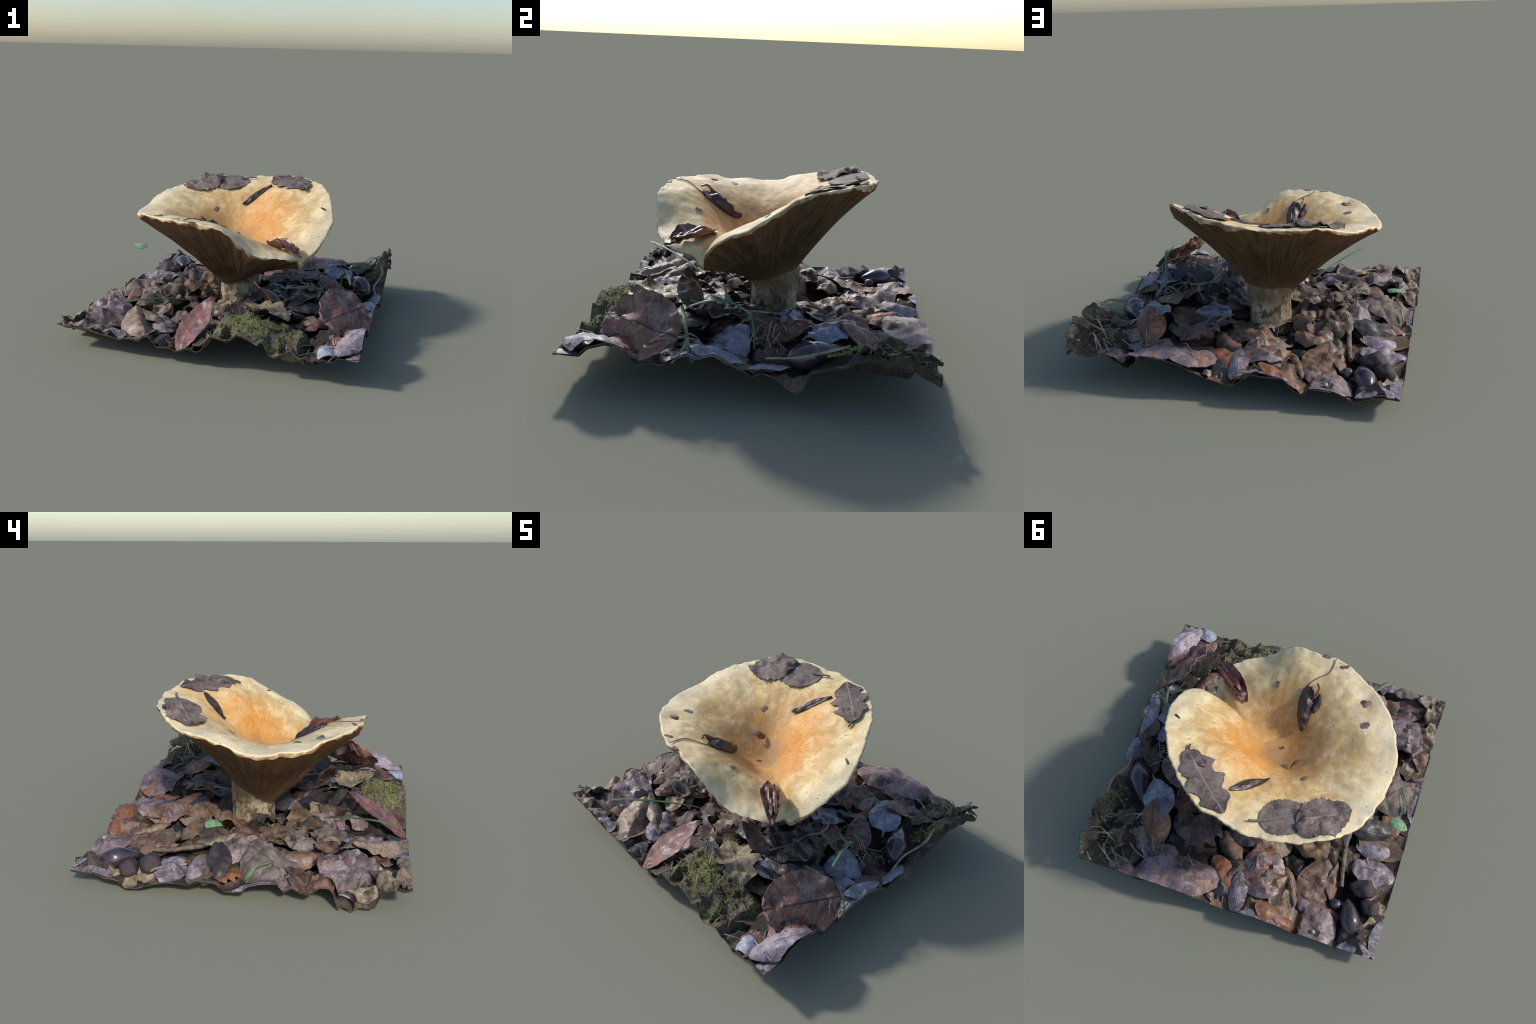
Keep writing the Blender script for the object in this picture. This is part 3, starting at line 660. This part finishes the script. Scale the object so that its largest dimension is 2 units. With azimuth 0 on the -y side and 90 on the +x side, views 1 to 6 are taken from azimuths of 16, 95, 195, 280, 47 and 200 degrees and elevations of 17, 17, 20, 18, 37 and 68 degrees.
tube("leaf_stalk", [on_cap(-.12,-.389,.008), on_cap(-.123,-.434,.008), on_cap(-.169,-.481,.007), on_cap(-.222,-.53,.007), on_cap(-.232,-.625,.007)], .0032, .0032, "hair", clip=False)
for x, y, l, w, a, m in ((-.523,-.275,.055,.05,20,"mauve"), (-.498,-.405,.05,.04,60,"tan"), (-.475,-.41,.03,.03,10,"bud"), (.078,-.399,.038,.03,100,"mauve"), (.557,.051,.045,.017,150,"bud"), (-.296,-.587,.06,.03,25,"brown"), (-.275,.158,.04,.035,70,"tan"), (-.17,-.628,.05,.025,0,"mauve"), (-.06,-.07,.03,.02,40,"brown")):
    c, s = math.cos(math.radians(a))*l/2, math.sin(math.radians(a))*l/2
    leaf(on_cap(x-c, y-s), on_cap(x+c, y+s), w, m, "shard", surface=cz, bow=.02, arch=.05, ripple=.05, lift=.004, thick=.004, name="leaf_fragment", nu=8, nv=7)
leaf((-.165,.065,.625), (-.225,.015,.655), .05, "orange", "shard", bow=.2, arch=.2, lift=.01, up=(.3,-.6,.7), name="leaf_fragment", nu=8, nv=7)
# curled wet red leaf in the fold of the margin
leaf((.235,-.26,.672), (.53,-.495,.655), .115, "wet", "lance", up=(0,0,1), bow=.03, arch=-.10, ripple=.16, curl=.25, lift=.0, seed=22, thick=.012, name="curled_leaf", nu=40, nv=19)
leaf((.29,-.305,.685), (.49,-.47,.675), .05, "wet", "lance", up=(0,0,1), bow=.05, arch=.4, ripple=.3, lift=.012, seed=23, thick=.012, name="curled_leaf", nu=30)
leaf((.30,-.275,.68), (.50,-.445,.67), .05, "wet", "lance", up=(.3,0,1), bow=.06, arch=.4, ripple=.25, lift=.014, seed=27, thick=.012, name="curled_leaf", nu=30)

# ------------------------------------------------------------ named leaves ---
LV = [
 # stalk end, tip, width, colour, outline, options
 ((-.148,-.945,.085), (-.035,-.555,.345), .17, "red", "lance", dict(bow=.02, arch=.10, roll=-4, ripple=.04, lift=0, side=(1,-.25,-.05))),
 ((.945,-.341,.325), (.74,-.74,.325), .33, "bigred", "round", dict(side=(.195,-.06,-.2), bow=-.025, arch=-.04, ripple=.05, serr=.06, lift=.0)),
 ((.86,-.93,.195), (1.03,-.56,.25), .16, "lilac", "oval", dict(bow=.16, arch=.25, lift=0)),
 ((.93,-.97,.185), (1.03,-.80,.2), .10, "lilac", "oval", dict(bow=.0, arch=.1, lift=0)),
 ((.178,-.522,.300), (.51,-.68,.30), .22, "tan", "lobed", dict(bow=.04, arch=.12, ripple=.07, lift=0, roll=-10)),
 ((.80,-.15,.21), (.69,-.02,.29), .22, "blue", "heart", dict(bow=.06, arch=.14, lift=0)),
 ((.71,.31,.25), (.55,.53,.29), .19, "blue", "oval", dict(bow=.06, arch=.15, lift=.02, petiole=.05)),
 ((.565,.68,.17), (.645,.455,.30), .185, "russet", "round", dict(bow=.08, arch=.22, lift=.028, ripple=.0, serr=.02)),
 ((.66,.93,.195), (.06,.775,.155), .27, "mauve", "oval", dict(bow=.09, arch=.16, lift=0, ripple=.04)),
 ((.17,.63,.14), (-.01,.83,.14), .15, "orange", "oval", dict(bow=.05, arch=.15, roll=8)),
 ((-.10,.50,.15), (-.24,.80,.19), .28, "mauve", "round", dict(bow=.07, arch=.10, ripple=.06, serr=.06, lift=.006)),
 ((-.10,.50,.16), (-.16,.61,.185), .17, "orange", "shard", dict(bow=.03, arch=.08, ripple=.06, lift=.018)),
 ((-.19,.86,.21), (-.46,.92,.06), .15, "orange", "oval", dict(bow=.10, arch=.30, roll=-8)),
 ((-.08,.95,.13), (-.03,.68,.18), .12, "lilac", "oval", dict(bow=.08, arch=.25)),
 ((-.10,.955,.165), (-.38,.935,.155), .13, "lilac", "oval", dict(bow=.09, arch=.08)),
 ((-.60,.99,.07), (-.60,.73,.11), .23, "mauve", "round", dict(bow=.13, arch=.22, ripple=.04)),
 ((-.76,.95,.085), (-.97,.92,.115), .12, "lilac", "oval", dict(bow=.08, arch=.1)),
 ((-1.0,.94,.11), (-.98,.69,.08), .11, "lilac", "oval", dict(bow=.03, arch=.1)),
 ((-.50,.77,.065), (-.53,.42,.14), .24, "brown", "oval", dict(bow=.05, arch=.14, petiole=.05, lift=.015)),
 ((-.53,.80,.07), (-.42,.60,.11), .12, "mauve", "oval", dict(bow=.05, arch=.1)),
 ((-.30,.56,.13), (-.42,.77,.09), .08, "brown", "lance", dict(bow=.12, arch=.5, lift=.02)),
 ((-.62,.66,.09), (-.59,.42,.13), .09, "brown", "lance", dict(bow=.05, arch=.3, roll=30, lift=.02)),
 ((.80,.89,.22), (.62,.92,.18), .12, "mauve", "oval", dict(bow=.12, arch=.2)),
 ((.18,.46,.18), (-.01,.64,.15), .13, "brown", "lance", dict(bow=.05, arch=.4)),
 ((.14,.42,.18), (-.06,.48,.16), .12, "dark", "oval", dict(bow=.05, arch=.2)),
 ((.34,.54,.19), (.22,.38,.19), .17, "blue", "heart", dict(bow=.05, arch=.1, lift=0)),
 ((.47,.42,.22), (.38,.60,.19), .14, "dark", "oval", {}),
 ((.69,.09,.25), (.53,.30,.27), .15, "brown", "heart", dict(bow=.08, arch=.1, petiole=.05)),
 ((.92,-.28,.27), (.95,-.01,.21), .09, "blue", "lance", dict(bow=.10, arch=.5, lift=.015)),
 ((.72,-.87,.18), (.88,-.75,.22), .15, "red", "oval", dict(bow=.05, arch=.1)),
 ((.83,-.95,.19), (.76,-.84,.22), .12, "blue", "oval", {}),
 ((.64,-.58,.22), (.71,-.36,.24), .11, "red", "oval", dict(bow=.05, arch=.4, roll=25)),
 ((.60,-.62,.21), (.66,-.52,.22), .08, "red", "oval", dict(bow=.05, arch=.3, roll=-20)),
 ((.59,-.57,.22), (.61,-.43,.235), .10, "tan", "oval", {}),
 ((.49,0,.285), (.36,-.42,.285), .40, "dark", "oval", dict(bow=-.02, arch=-.03, ripple=.05, lift=0)),
 ((.44,-.42,.27), (.74,-.24,.28), .16, "dark", "oval", dict(bow=.03, arch=.1)),
 ((.42,-.33,.255), (.20,-.43,.44), .15, "brown", "oval", dict(bow=.04, arch=.3, lift=0)),
 ((-.05,-.24,.17), (.24,-.33,.23), .16, "dark", "oval", dict(bow=.05, arch=.2)),
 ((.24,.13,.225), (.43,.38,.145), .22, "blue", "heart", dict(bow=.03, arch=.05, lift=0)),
 ((.22,.38,.215), (.38,.62,.20), .22, "brown", "lobed", dict(bow=.06, arch=.1, petiole=.14, lift=.01)),
 ((.12,.30,.18), (.30,.42,.19), .15, "dark", "oval", {}),
 ((-.385,-.90,.13), (-.585,-.62,.22), .22, "tan", "oval", dict(bow=.06, arch=.20, lift=0, ripple=.06)),
 ((-.46,-.95,.12), (-.36,-.90,.14), .10, "grey", "shard", {}),
 ((-.28,-.78,.15), (-.42,-.56,.165), .17, "lilac", "oval", dict(bow=.06, arch=.2)),
 ((-.74,-.83,.165), (-.86,-.43,.215), .31, "mauve", "oval", dict(bow=.0, arch=.20, ripple=.12, lift=.0, facet=60)),
 ((-.64,-.62,.17), (-.78,-.50,.20), .15, "mauve", "oval", dict(bow=.04, arch=.18, ripple=.10, lift=.0)),
 ((-.70,-.47,.20), (-.76,-.15,.19), .14, "brown", "oval", dict(bow=.08, arch=.35)),
 ((-.56,-.31,.20), (-.40,-.21,.15), .12, "brown", "oval", dict(bow=.05, arch=.2)),
 ((-.70,-.03,.205), (-.95,-.30,.10), .30, "grey", "oval", dict(bow=.10, arch=.18, lift=.012, ripple=.06)),
 ((-1.0,.02,.075), (-.97,-.31,.09), .09, "lilac", "lance", dict(bow=.05, arch=.1, lift=.004)),
 ((-.70,.40,.105), (-.995,.40,.08), .17, "lilac", "oval", dict(bow=.06, arch=.15, ripple=.07)),
 ((-.93,.23,.08), (-.69,.26,.12), .14, "lilac", "oval", dict(bow=.10, arch=.3)),
 ((-.92,.12,.09), (-.62,.17,.19), .16, "dark", "oval", dict(bow=.08, arch=.3)),
 ((.01,.30,.15), (-.17,.50,.16), .20, "brown", "lobed", dict(bow=.08, arch=.2, ripple=.1)),
 ((-.02,.24,.14), (-.14,.22,.13), .12, "tan", "shard", dict(bow=.1)),
 ((-.62,-.55,.21), (-.28,-.72,.16), .10, "tan", "lance", dict(bow=.04, arch=.3)),
 ((-.44,-.54,.17), (-.47,-.40,.18), .11, "tan", "oval", dict(ripple=.12)),
 ((-.56,-.53,.21), (-.62,-.39,.21), .11, "brown", "oval", dict(ripple=.1)),
 ((-.28,-.57,.15), (-.34,-.38,.14), .13, "grey", "shard", dict(ripple=.1)),
 ((-.18,-.45,.17), (-.19,-.29,.13), .14, "grey", "oval", dict(ripple=.1)),
 ((-.13,-.33,.15), (.02,-.39,.2), .13, "tan", "shard", dict(ripple=.12, roll=20)),
 ((-.23,.10,.15), (-.38,.22,.20), .20, "brown", "shard", dict(ripple=.14, roll=15)),
 ((-.38,-.24,.18), (-.64,-.06,.225), .24, "brown", "oval", dict(ripple=.12, bow=.1)),
 ((-.46,-.36,.18), (-.68,-.27,.22), .24, "grey", "lobed", dict(ripple=.1, bow=.1)),
 ((-.57,.07,.205), (-.62,.30,.15), .08, "tan", "lance", dict(bow=.05, arch=.4, lift=.03)),
 ((-.34,.10,.175), (-.56,.06,.20), .24, "brown", "oval", dict(ripple=.10, bow=.04, arch=.2)),
 ((-.36,.30,.175), (-.62,.20,.185), .22, "litter", "oval", dict(ripple=.12, bow=.06, arch=.22)),
 ((-.30,.36,.15), (-.53,.38,.145), .18, "brown", "shard", dict(ripple=.12, bow=.08, arch=.2)),
 ((-.54,.14,.20), (-.55,-.28,.205), .13, "brown", "lance", dict(ripple=.08, bow=.02, arch=.45)),
 ((-.42,-.08,.21), (-.60,-.30,.22), .18, "litter", "oval", dict(ripple=.12, bow=.06, arch=.2)),
 ((-.20,-.12,.18), (-.36,-.02,.22), .17, "litter", "shard", dict(ripple=.14, bow=.08)),
 ((-.81,0,.13), (-.93,.12,.09), .11, "orange", "lobed", dict(bow=.05)),
 ((.06,-.14,.15), (.28,.02,.2), .20, "dark", "oval", {}),
 ((.62,-.30,.28), (.80,-.36,.30), .14, "dark", "oval", {}),
 ((.70,.62,.24), (.66,.72,.2), .12, "grey", "shard", {}),
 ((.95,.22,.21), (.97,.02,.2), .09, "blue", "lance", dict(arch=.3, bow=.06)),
 ((.40,.71,.185), (.60,.72,.17), .10, "grey", "shard", dict(ripple=.1)),
 ((.03,.93,.10), (.10,.82,.13), .14, "tan", "shard", dict(ripple=.15)),
 ((-.90,-.96,.14), (-.86,-.86,.16), .16, "tan", "shard", dict(ripple=.2, roll=20)),
 ((-1.02,-.88,.15), (-.88,-.78,.16), .15, "tan", "shard", dict(ripple=.2, roll=-15)),
 ((-1.0,-.72,.09), (-.90,-.62,.13), .17, "tan", "shard", dict(ripple=.2)),
 ((-.80,-.95,.14), (-.62,-.90,.15), .12, "grey", "shard", dict(ripple=.15)),
 ((-.66,-.95,.14), (-.52,-.90,.14), .10, "lilac", "shard", dict(ripple=.1)),
 ((-1.01,-.50,.12), (-.90,-.42,.16), .14, "brown", "shard", dict(ripple=.15)),
 ((.17,.845,.185), (.225,.815,.19), .045, "tan", "shard", dict(bow=.02, arch=.02, ripple=.0, lift=.026)),
 ((.225,.885,.185), (.275,.86,.19), .055, "tan", "shard", dict(bow=.02, arch=.02, ripple=.0, lift=.026)),
 ((-.30,-.95,.11), (-.26,-.82,.14), .10, "dark", "shard", {}),
 ((.90,.55,.30), (.985,.66,.385), .14, "turfleaf", "shard", dict(ripple=.2, bow=.1)),
 ((.985,.62,.33), (.97,.76,.385), .09, "turfleaf", "oval", dict(ripple=.15, bow=.15, roll=-30)),
 ((.93,.76,.31), (.985,.84,.395), .08, "turfleaf", "shard", dict(ripple=.2)),
 ((.97,.80,.33), (.985,.93,.31), .08, "turfleaf", "shard", dict(ripple=.2, roll=-30)),
 ((.97,.97,.22), (.985,.88,.29), .07, "turfleaf", "shard", dict(ripple=.2, roll=-40)),
 ((.75,.55,.225), (.85,.62,.245), .12, "turfleaf", "shard", dict(ripple=.2)),
 ((.76,.75,.21), (.86,.72,.23), .13, "turfleaf", "shard", dict(ripple=.2)),
]
for i, (B, T, w, m, kind, kw) in enumerate(LV):
    kw = dict(kw)
    # every third blade dishes upward instead of drooping at the margins
    a = kw.get("arch", .18)
    kw["arch"] = a if a > .19 or i % 4 else -a*.6
    kw["ripple"] = kw.get("ripple", .05)+.03
    if w >= .13 and m in ("mauve", "lilac", "tan", "grey", "orange", "russet") and kind in ("oval", "round"):
        # the broad wet blades are plump: domed along and across
        kw["arch"] = min(.30, abs(a)*1.2+.03); kw["bow"] = kw.get("bow", .08)+.015; kw["facet"] = 34
    kw.setdefault("facet", 34)
    # loose fragments lie a little lower than the blades that cap the heap
    dz = 0 if i < 20 else .012
    if i >= 40 and w < .2 and -.72 < (B[1]+T[1])/2 < -.2 and (B[0]+T[0])/2 < -.1: dz += .016
    leaf((B[0], B[1], B[2]-dz), (T[0], T[1], T[2]-dz), w*1.10, m, kind, **kw)

# ------------------------------------------------------------ loose litter ---
placed = [((Vector(B)+Vector(T))/2, max(w, (Vector(T)-Vector(B)).length)*.33) for B, T, w, *_ in LV]
placed += [(Vector((.81,.34,0)), .14), (Vector((-.79,.73,0)), .12), (Vector((-.80,.53,0)), .11), (Vector((-.88,.63,0)), .09), (Vector((.60,.56,0)), .15), (Vector((.63,.41,0)), .14)]
count = 0; tries = 0
spots = []
while count < 80 and tries < 9000:
    tries += 1
    x, y = rng.uniform(-.97, .97), rng.uniform(-.91, .91)
    if math.hypot(x+.05, y-.055) < .16: continue
    if .03 < x < .62 and y < -.66: continue
    if x > .72 and y > .50: continue
    d = min((math.hypot(x-p.x, y-p.y)-r_) for p, r_ in placed)
    if d < -.02: continue
    if any(math.hypot(x-a, y-b_) < .11 for a, b_ in spots): continue
    spots.append((x, y)); count += 1
    L = rng.uniform(.18, .33); a = rng.uniform(0, 2*math.pi); z = ground_z(x, y)-rng.uniform(.038, .072)
    pick = rng.random()
    if x > .1: m = "dark" if pick < .42 else "litter" if pick < .72 else "brown" if pick < .88 else "blue"
    else: m = "litter" if pick < .36 else "brown" if pick < .6 else "tan" if pick < .70 else "grey" if pick < .80 else "dark" if pick < .92 else "mauve"
    n = ground_n(x, y); t = Vector((math.cos(a), math.sin(a), 0)); t = (t-n*t.dot(n)).normalized()
    t = (t + n*rng.uniform(-.22, .24)).normalized()
    c = Vector((x, y, z))
    leaf(c-t*L/2, c+t*L/2, L*rng.uniform(.45, .85), m, rng.choice(["shard", "shard", "oval", "lobed", "shard"]), bow=rng.uniform(-.06, .18), arch=rng.uniform(-.2, .35),
         roll=rng.uniform(-28, 28), ripple=rng.uniform(.10, .26), nu=11, nv=7, lift=.004, serr=.15, facet=24)

# ------------------------------------------------------------ moss and turf --
def mound(name, x0, x1, y0, y1, mat, rise, nx, ny, seed, edge_up=False):
    xs, ys = np.linspace(x0, x1, nx), np.linspace(y0, y1, ny)
    def zf(X, Y):
        Z = tps_eval(GROUND, np.stack([X, Y], -1))
        E = np.minimum.reduce([smooth(0, .07, X-x0) if x0 > XMIN+.01 else np.ones_like(X), smooth(0, .07, x1-X) if x1 < XMAX-.01 else np.ones_like(X),
                               smooth(0, .07, Y-y0) if y0 > YMIN+.01 else np.ones_like(X), smooth(0, .07, y1-Y) if y1 < YMAX-.01 else np.ones_like(X)])
        out = Z.copy()
        brk = np.array([mnoise.noise(Vector((x*7, y*7, seed+.5))) for x, y in zip(X.ravel(), Y.ravel())]).reshape(X.shape)
        E = E*smooth(-.42, -.12, brk)
        for i in np.ndindex(X.shape):
            p = Vector((X[i], Y[i], seed))
            a = 1-2*abs(mnoise.noise(p*11)); b_ = mnoise.noise(p*26); c = mnoise.noise(p*55)
            out[i] += rise*(.028*a+.02*b_+.012*c)-.022
        out = (Z-.07)*(1-E)+out*E
        if y0 <= YMIN+.01: w = smooth(0, .06, Y-YMIN); out = (EF(X)+.002)*(1-w)+out*w
        if x1 >= XMAX-.01: w = smooth(0, .06, XMAX-X); out = (ER(Y)+.002)*(1-w)+out*w
        if y1 >= YMAX-.01: w = smooth(0, .06, YMAX-Y); out = (EB(X)+.002)*(1-w)+out*w
        return out
    o = sheet(name, xs, ys, zf, [mat], .006)
    return zf
MOSS, TURF = turf_material("moss_green", .55), turf_material("turf_brown", .12, (.025, .019, .015), (.16, .13, .10))
mf = mound("moss", .02, .66, YMIN-.001, -.60, MOSS, 1.0, 110, 62, 3)
tf = mound("turf", .70, XMAX+.001, .48, YMAX+.001, TURF, .9, 60, 86, 9)
mound("moss", .66, .77, .60, .72, MOSS, 1.0, 30, 30, 5)

def fronds(name, areas, count, length, mat, rad):
    V, F = [], []
    for _ in range(count):
        x0, x1, y0, y1, lift = rng.choice(areas)
        x, y = rng.uniform(x0, x1), rng.uniform(y0, y1)
        if mnoise.noise(Vector((x*8, y*8, 2))) < -.05: continue
        z = ground_z(x, y)+lift
        a = rng.uniform(0, 6.28); l = length*rng.uniform(.5, 1.3)
        d = Vector((math.cos(a)*.8, math.sin(a)*.8, rng.uniform(.2, .9))).normalized()
        p = Vector((x, y, z)); s = d.cross(Vector((0, 0, 1))).normalized()*rad; nn = s.cross(d).normalized()*rad*.6
        o = len(V); V += [p+s, p-s*.5+nn, p-s*.5-nn, p+d*l]
        F += [(o, o+1, o+3), (o+1, o+2, o+3), (o+2, o, o+3)]
    me = make_mesh(name, V, F, [MAT[mat]]); clip_to_patch(me)
    add(name, me, stuff=True)
fronds("moss_frond", [(.08, .60, -.92, -.66, .0), (.20, .52, -.90, -.72, .008)], 420, .022, "mossblade", .0028)
fronds("moss_frond", [(.63, .75, .57, .69, .0), (.84, .98, .40, .62, .0)], 420, .022, "mossblade", .0028)
fronds("dry_strand", [(.72, .98, .52, .92, .005), (.05, .62, -.92, -.64, .0), (.55, .9, .0, .3, .0), (-.3, .9, -.9, .9, -.01)], 520, .05, "straw", .0028)

# ------------------------------------------------------------ grass ----------
def blade(P, r0, r1, mat="grass", flat=.45): return tube("grass_blade", P, r0, r1, mat, 6, flat)
blade([(.748,.027,.19), (.722,.009,.33), (.735,-.03,.40), (.764,-.104,.452)], .006, .011)
blade([(.764,-.104,.452), (.74,-.125,.485), (.713,-.147,.528)], .014, .004)
blade([(.764,-.104,.452), (.80,-.20,.462), (.827,-.296,.436)], .013, .008)
blade([(.72,-.10,.40), (.735,-.11,.43), (.766,-.106,.452)], .004, .012)
blade([(.683,-.366,.377), (.79,-.33,.36), (.88,-.30,.315), (.93,-.275,.25), (.97,-.25,.20)], .009, .011)
blade([(.90,-.29,.30), (.95,-.31,.25), (.99,-.35,.20)], .007, .006, "straw")
blade([(-.53,-.815,.331), (-.47,-.73,.322), (-.36,-.57,.285), (-.253,-.419,.232)], .013, .006)
blade([(-.57,-.862,.33), (-.53,-.815,.331)], .008, .015)
for _ in range(16):
    x, y = .66+rng.gauss(0, .09), .12+rng.gauss(0, .08); a = rng.uniform(0, 6.28); l = rng.uniform(.08, .2); z = ground_z(x, y)
    e = (x+math.cos(a)*l, y+math.sin(a)*l)
    blade([(x, y, z+.01), ((x+e[0])/2, (y+e[1])/2, z+rng.uniform(.02, .06)), (*e, ground_z(*e)+rng.uniform(.0, .03))], .0035, .0025, rng.choice(["straw", "grass", "straw"]))
for _ in range(34):
    x, y = rng.uniform(.74, .97), rng.uniform(.55, .91); a = rng.uniform(0, 6.28); l = rng.uniform(.07, .17); z = ground_z(x, y)
    e = (x+math.cos(a)*l, y+math.sin(a)*l)
    blade([(x, y, z+.01), ((x+e[0])/2, (y+e[1])/2, z+rng.uniform(.02, .05)), (*e, ground_z(*e)+rng.uniform(.0, .03))], .006, .003, rng.choice(["straw", "grass", "grass"]))
for _ in range(26):
    x, y = rng.choice([(.45, .55), (.9, -.2), (.3, -.8), (.7, -.85), (.55, .75)]); x += rng.gauss(0, .08); y += rng.gauss(0, .08)
    a = rng.uniform(0, 6.28); l = rng.uniform(.08, .2); z = ground_z(x, y); e = (x+math.cos(a)*l, y+math.sin(a)*l)
    blade([(x, y, z+.005), ((x+e[0])/2, (y+e[1])/2, z+rng.uniform(.015, .04)), (*e, ground_z(*e)+.01)], .0035, .0025, rng.choice(["straw", "grass"]))
# pale rootlets
def root(P, r0=.006, r1=.004): tube("rootlet", P, r0, r1, "straw", 6, 1, .3)
def gpts(L, h=.012): return [(x, y, ground_z(x, y)+h) for x, y in L]
root(gpts([(.98,.86), (.92,.77), (.84,.72), (.76,.62), (.70,.53)], .03), .008, .005)
root(gpts([(.485,-.027), (.44,-.10), (.43,-.22), (.40,-.377)], .014), .008, .006)
root(gpts([(.485,-.027), (.56,-.03), (.62,-.06), (.70,-.04)], .014), .007, .004)
root(gpts([(.485,-.027), (.47,.05), (.40,.14)], .02), .006, .004)
root(gpts([(.95,.50), (.97,.38), (.93,.25), (.96,.1)], .02), .008, .005)
root(gpts([(.60,.80), (.66,.78), (.72,.74), (.80,.70)], .02), .005, .005)
root(gpts([(.97,-.88), (.86,-.86), (.76,-.84)], .02), .005, .004)

# ------------------------------------------------------------ twigs, nuts ----
tube("twig", gpts([(-.615,.24), (-.63,.34), (-.65,.45), (-.675,.56)], .012), .018, .014, "twig", 10, 1, .3)
tube("twig", gpts([(-.70,.25), (-.80,.21), (-.94,.178)], -.012), .034, .028, "twig", 12, .8, .35)
tube("twig", gpts([(-.78,.32), (-.86,.47), (-.90,.50)], .01), .006, .005, "straw", 6)
nut("acorn", (.885,.20,.215), (.725,.485,.235), .072, "acorn", .75, .05, .42)
nut("acorn", (-.83,.845,.10), (-.735,.62,.115), .068, "acorn", .35, .08)
nut("acorn", (-.90,.53,.10), (-.72,.525,.11), .066, "nut", .3, .38)
nut("acorn", (-.95,.65,.09), (-.82,.61,.115), .056, "nut", .3, .38)
nut("acorn", (-.71,.68,.10), (-.63,.67,.10), .036, "acorn", .3, .3)
nut("pebble", (-.600,.900,.138), (-.570,.887,.141), .012, "stone", .2, .6)
# small green leaflet held above the litter
leaf((-.845,.118,.412), (-.957,.158,.414), .085, "clover", "heart", up=(0,0,1), bow=.14, arch=.15, ripple=.06, lift=0, thick=.006, name="leaflet", serr=.15)
leaf((-.93,-.05,.11), (-.90,-.10,.18), .03, "grass", "lance", up=(-1,0,.4), name="leaflet")
leaf((-.86,-.20,.195), (-.92,-.11,.175), .015, "grass", "lance", up=(-.3,0,1), name="leaflet")

# settle the lowest point on the ground
bpy.context.view_layer.update()
lo = min((o.matrix_world @ v.co).z for o in bpy.data.objects if o.type == "MESH" for v in o.data.vertices)
ROOT.location.z -= min(lo, .004)
